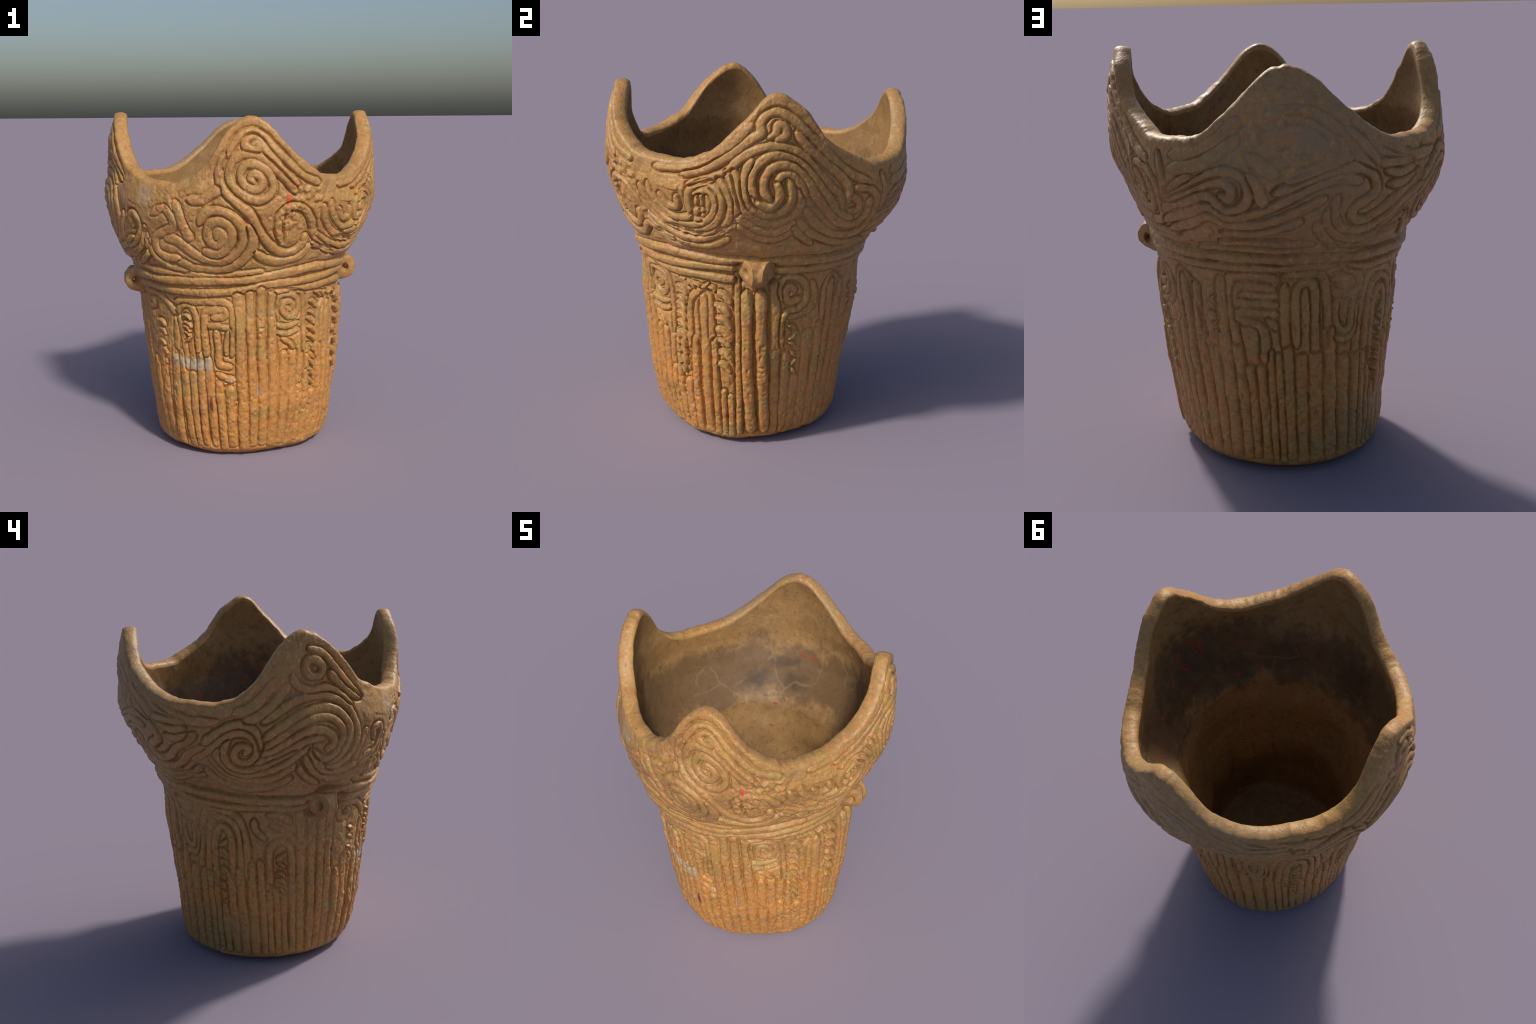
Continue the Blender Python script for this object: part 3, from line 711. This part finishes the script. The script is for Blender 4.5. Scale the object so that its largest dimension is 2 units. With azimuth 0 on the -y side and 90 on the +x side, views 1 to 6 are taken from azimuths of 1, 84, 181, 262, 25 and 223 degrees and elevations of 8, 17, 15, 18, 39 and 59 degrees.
    m.t.links.new(nz.outputs[1], sc.inputs[0])
    m.t.links.new(sc.outputs[0], warp.inputs[1])
    m.t.links.new(warp.outputs[0], v.inputs["Vector"])
    seam = m.math("MULTIPLY", m.ramp(v.outputs["Distance"], 0.022, 0.010), m.ramp(big, 0.42, 0.56))
    c = m.mix(m.math("MULTIPLY", seam, 0.20), c, (0.36, 0.25, 0.12))
    c = m.mix(m.ramp(grit, 0.71, 0.80), c, (0.07, 0.04, 0.025))
    rough = m.math("ADD", m.math("MULTIPLY", fine, 0.35), 0.38)
    return m.finish(c, rough, [(fine, 0.2, 0.004), (grit, 0.2, 0.002)], 0.32)


CLAY = clay("fired_clay")
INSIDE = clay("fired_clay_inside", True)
m = Nodes("red_paint")
RED = m.finish(m.mix(m.ramp(m.noise(40, 3), 0.4, 0.6), (0.42, 0.045, 0.02), (0.30, 0.04, 0.02)), 0.6, [(m.noise(60), 0.2, 0.002)], 0.3)


# ------------------------------------------------------------------ objects
def make(name, faces, parent, mat, kind=None):
    """a part: its own faces of the skin, with the whole skin's normals"""
    used, back = np.unique(np.concatenate([f.reshape(-1) for f in faces]), return_inverse=True)
    me = bpy.data.meshes.new(name)
    me.vertices.add(len(used))
    me.vertices.foreach_set("co", verts[used].astype(np.float32).reshape(-1))
    sizes = np.concatenate([np.full(len(f), f.shape[1]) for f in faces])
    starts = np.concatenate([[0], np.cumsum(sizes)[:-1]])
    me.loops.add(len(back))
    me.loops.foreach_set("vertex_index", back.astype(np.int32))
    me.polygons.add(len(sizes))
    me.polygons.foreach_set("loop_start", starts.astype(np.int32))
    me.polygons.foreach_set("use_smooth", np.ones(len(sizes), bool))
    me.update(calc_edges=True)
    me.normals_split_custom_set_from_vertices(vn[used].astype(np.float32).tolist())
    me.materials.append(mat)
    ob = bpy.data.objects.new(name, me)
    bpy.context.scene.collection.objects.link(ob)
    ob.parent = parent
    if kind:
        ob["kind"] = kind
    return ob


pot = bpy.data.objects.new("flame_rim_pot", None)
bpy.context.scene.collection.objects.link(pot)
pot["label"] = "tan clay pot with four rim peaks and swirling applied cords"
pot["category"] = "clay pot"

body = make("body", [quads[part == 1]], pot, CLAY)
neck = make("neck", [quads[part == 2]], pot, CLAY)
bowl = make("bowl", [quads[part == 3]], pot, CLAY)
make("underside", [quads[part == 0], tri_u], pot, CLAY)
make("rim_lip", [quads[part == 4]], pot, CLAY)
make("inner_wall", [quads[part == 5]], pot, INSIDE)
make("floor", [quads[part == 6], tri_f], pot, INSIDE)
order = np.argsort(part, kind="stable")
cuts = np.searchsorted(part[order], np.arange(10, 11 + len(cord_kind)))
for n, kind in enumerate(cord_kind):
    f = quads[order[cuts[n] : cuts[n + 1]]]
    if len(f) < 12:
        if len(f):
            make("clay_crumb", [f], bowl, CLAY, "stuff")
        continue
    zm = verts[f[:, 0], 2].mean()
    make(kind, [f], body if zm < 0.97 else neck if zm < 1.135 else bowl, CLAY)


# ------------------------------------------------------------------ lugs
def lug(name, deg, z0, dist, length, tall_, deep, seed):
    """pierced lug: a short spool lying along the wall, its two mouths splayed outwards"""
    nb, na = 56, 64
    prof = []
    for t in np.linspace(0, 1, 16, endpoint=False):      # inside of the hole, mouth to mouth
        x = -1 + 2 * t
        prof.append((x * 0.97, 0.07 + 0.33 * abs(x) ** 1.4))
    for t in np.linspace(0, 1, 12, endpoint=False):      # rounded mouth rim
        a = math.pi * t
        prof.append((0.97 + 0.08 * math.sin(a), 0.70 - 0.30 * math.cos(a)))
    for t in np.linspace(0, 1, 16, endpoint=False):      # outside, slightly waisted
        x = 1 - 2 * t
        prof.append((x * 0.97, 0.92 + 0.08 * abs(x) ** 1.5))
    for t in np.linspace(0, 1, 12, endpoint=False):
        a = math.pi * t
        prof.append((-0.97 - 0.08 * math.sin(a), 0.70 + 0.30 * math.cos(a)))
    prof = np.array(prof)
    nb = len(prof)
    a = np.arange(na) * TAU / na
    X = np.repeat(prof[None, :, 0], na, 0)
    out_ = prof[None, :, 1] * np.cos(a)[:, None]
    up_ = prof[None, :, 1] * np.sin(a)[:, None]
    # mouths turn outwards: shorter at the front; the underside runs down into the uprights
    # plan of the lug is a wedge: both mouths turn outwards and nearly meet at the nose
    X = X * length * (0.60 - 0.35 * out_)
    X = X * (1 - 0.38 * np.clip(-up_, 0, 1) ** 1.3)
    rad = dist + out_ * deep - np.where(up_ < 0, up_**2 * 0.035, 0)
    zz = z0 + up_ * tall_
    c, s = math.cos(math.radians(deg)), math.sin(math.radians(deg))
    P = np.stack([rad * c - X * s, rad * s + X * c, zz], -1)
    nrm = noise(P, 16, seed) * 0.008 + noise(P, 40, seed + 1) * 0.004
    P = P + nrm[..., None] * np.stack([np.full(X.shape, c), np.full(X.shape, s), up_ * 0.6], -1)
    ii, jj = np.meshgrid(np.arange(na), np.arange(nb), indexing="ij")
    f = np.stack([ii * nb + jj, ii * nb + (jj + 1) % nb, ((ii + 1) % na) * nb + (jj + 1) % nb, ((ii + 1) % na) * nb + jj], -1).reshape(-1, 4)
    me = bpy.data.meshes.new(name)
    me.from_pydata(P.reshape(-1, 3).tolist(), [], f.tolist())
    me.polygons.foreach_set("use_smooth", np.ones(len(f), bool))
    me.materials.append(CLAY)
    import bmesh
    bm = bmesh.new()
    bm.from_mesh(me)
    bmesh.ops.recalc_face_normals(bm, faces=bm.faces)
    bm.to_mesh(me)
    bm.free()
    ob = bpy.data.objects.new(name, me)
    bpy.context.scene.collection.objects.link(ob)
    ob.parent = pot
    return ob


lug("pierced_lug", -3.5, 1.052, 0.646, 0.104, 0.074, 0.058, 41)
lug("pierced_lug", 202.5, 1.012, 0.676, 0.100, 0.078, 0.062, 51)


# ------------------------------------------------------------------ red paint marks on the inside
def dash(deg, z, length, slant, width=0.010):
    """a brushed dash on the inner wall, about a millimetre thick"""
    n = 9
    co = []
    for t in np.linspace(-1, 1, n):
        for side in (-1, 0, 1):
            w = width * (1 - 0.6 * t * t) * side / 2
            u = t * length / 2 * math.cos(slant) - w * math.sin(slant)
            v = t * length / 2 * math.sin(slant) + w * math.cos(slant)
            th = np.array([math.radians(deg) + u / 0.7])
            zz = np.array([z + v])
            r = inner_radius(th, zz)
            q = np.stack([r * np.cos(th), r * np.sin(th), zz], -1)
            bulge = noise(q, 6, 21) * 0.004 + slab(q) + noise(q, 18, 22) * 0.0016
            r = r - bulge - (0.0022 if side == 0 else 0.0006)
            co.append((float(r[0] * np.cos(th[0])), float(r[0] * np.sin(th[0])), float(zz[0])))
    f = [(3 * k + s, 3 * k + s + 1, 3 * k + s + 4, 3 * k + s + 3) for k in range(n - 1) for s in (0, 1)]
    return co, f


MARKS = [(90.3, 1.401, 0.05, 0.1), (85.1, 1.396, 0.045, -0.3), (97.1, 1.142, 0.03, 0.9), (103, 1.113, 0.04, 0.2), (48.8, 1.241, 0.05, 1.2), (105, 0.967, 0.04, 0.4),
         (359.4, 1.462, 0.04, 1.2), (2.0, 1.45, 0.03, 0.2), (359.6, 1.365, 0.05, 0.5), (11.2, 1.381, 0.03, 1.0), (1.2, 1.276, 0.05, 0.9), (3.0, 1.25, 0.04, -0.8),
         (328.7, 1.34, 0.05, 0.1), (323.3, 1.329, 0.04, 0.3), (318.4, 1.181, 0.05, 1.1), (336.2, 1.204, 0.03, -0.6), (331.2, 1.17, 0.045, 0.2), (359.7, 1.121, 0.05, -1.2),
         (327.4, 0.914, 0.07, 0.3), (335.3, 0.625, 0.04, 0.3), (327, 0.547, 0.12, 1.5), (310.2, 0.522, 0.12, 1.5), (291.3, 0.77, 0.07, -0.9), (283.4, 0.698, 0.07, -0.6),
         (262.5, 0.502, 0.12, 1.4), (43.3, 1.234, 0.06, -0.4), (12.4, 1.412, 0.04, 0.1), (1.0, 1.396, 0.05, 0.05), (31.2, 1.382, 0.06, -0.3),
         (350.0, 1.475, 0.07, 0.15), (349.5, 1.445, 0.06, 0.1), (351.0, 1.42, 0.05, 1.3), (347.8, 1.43, 0.07, 1.5), (352.5, 1.50, 0.05, 0.6), (346.5, 1.40, 0.05, -1.0)]
co, fs = [], []
for deg, z, ln, sl in MARKS:
    a, b = dash(deg, z, ln, sl)
    fs += [tuple(k + len(co) for k in q) for q in b]
    co += a
me = bpy.data.meshes.new("red_mark")
me.from_pydata(co, [], fs)
me.polygons.foreach_set("use_smooth", np.ones(len(fs), bool))
me.materials.append(RED)
ob = bpy.data.objects.new("red_mark", me)
bpy.context.scene.collection.objects.link(ob)
ob.parent = pot
ob["kind"] = "stuff"
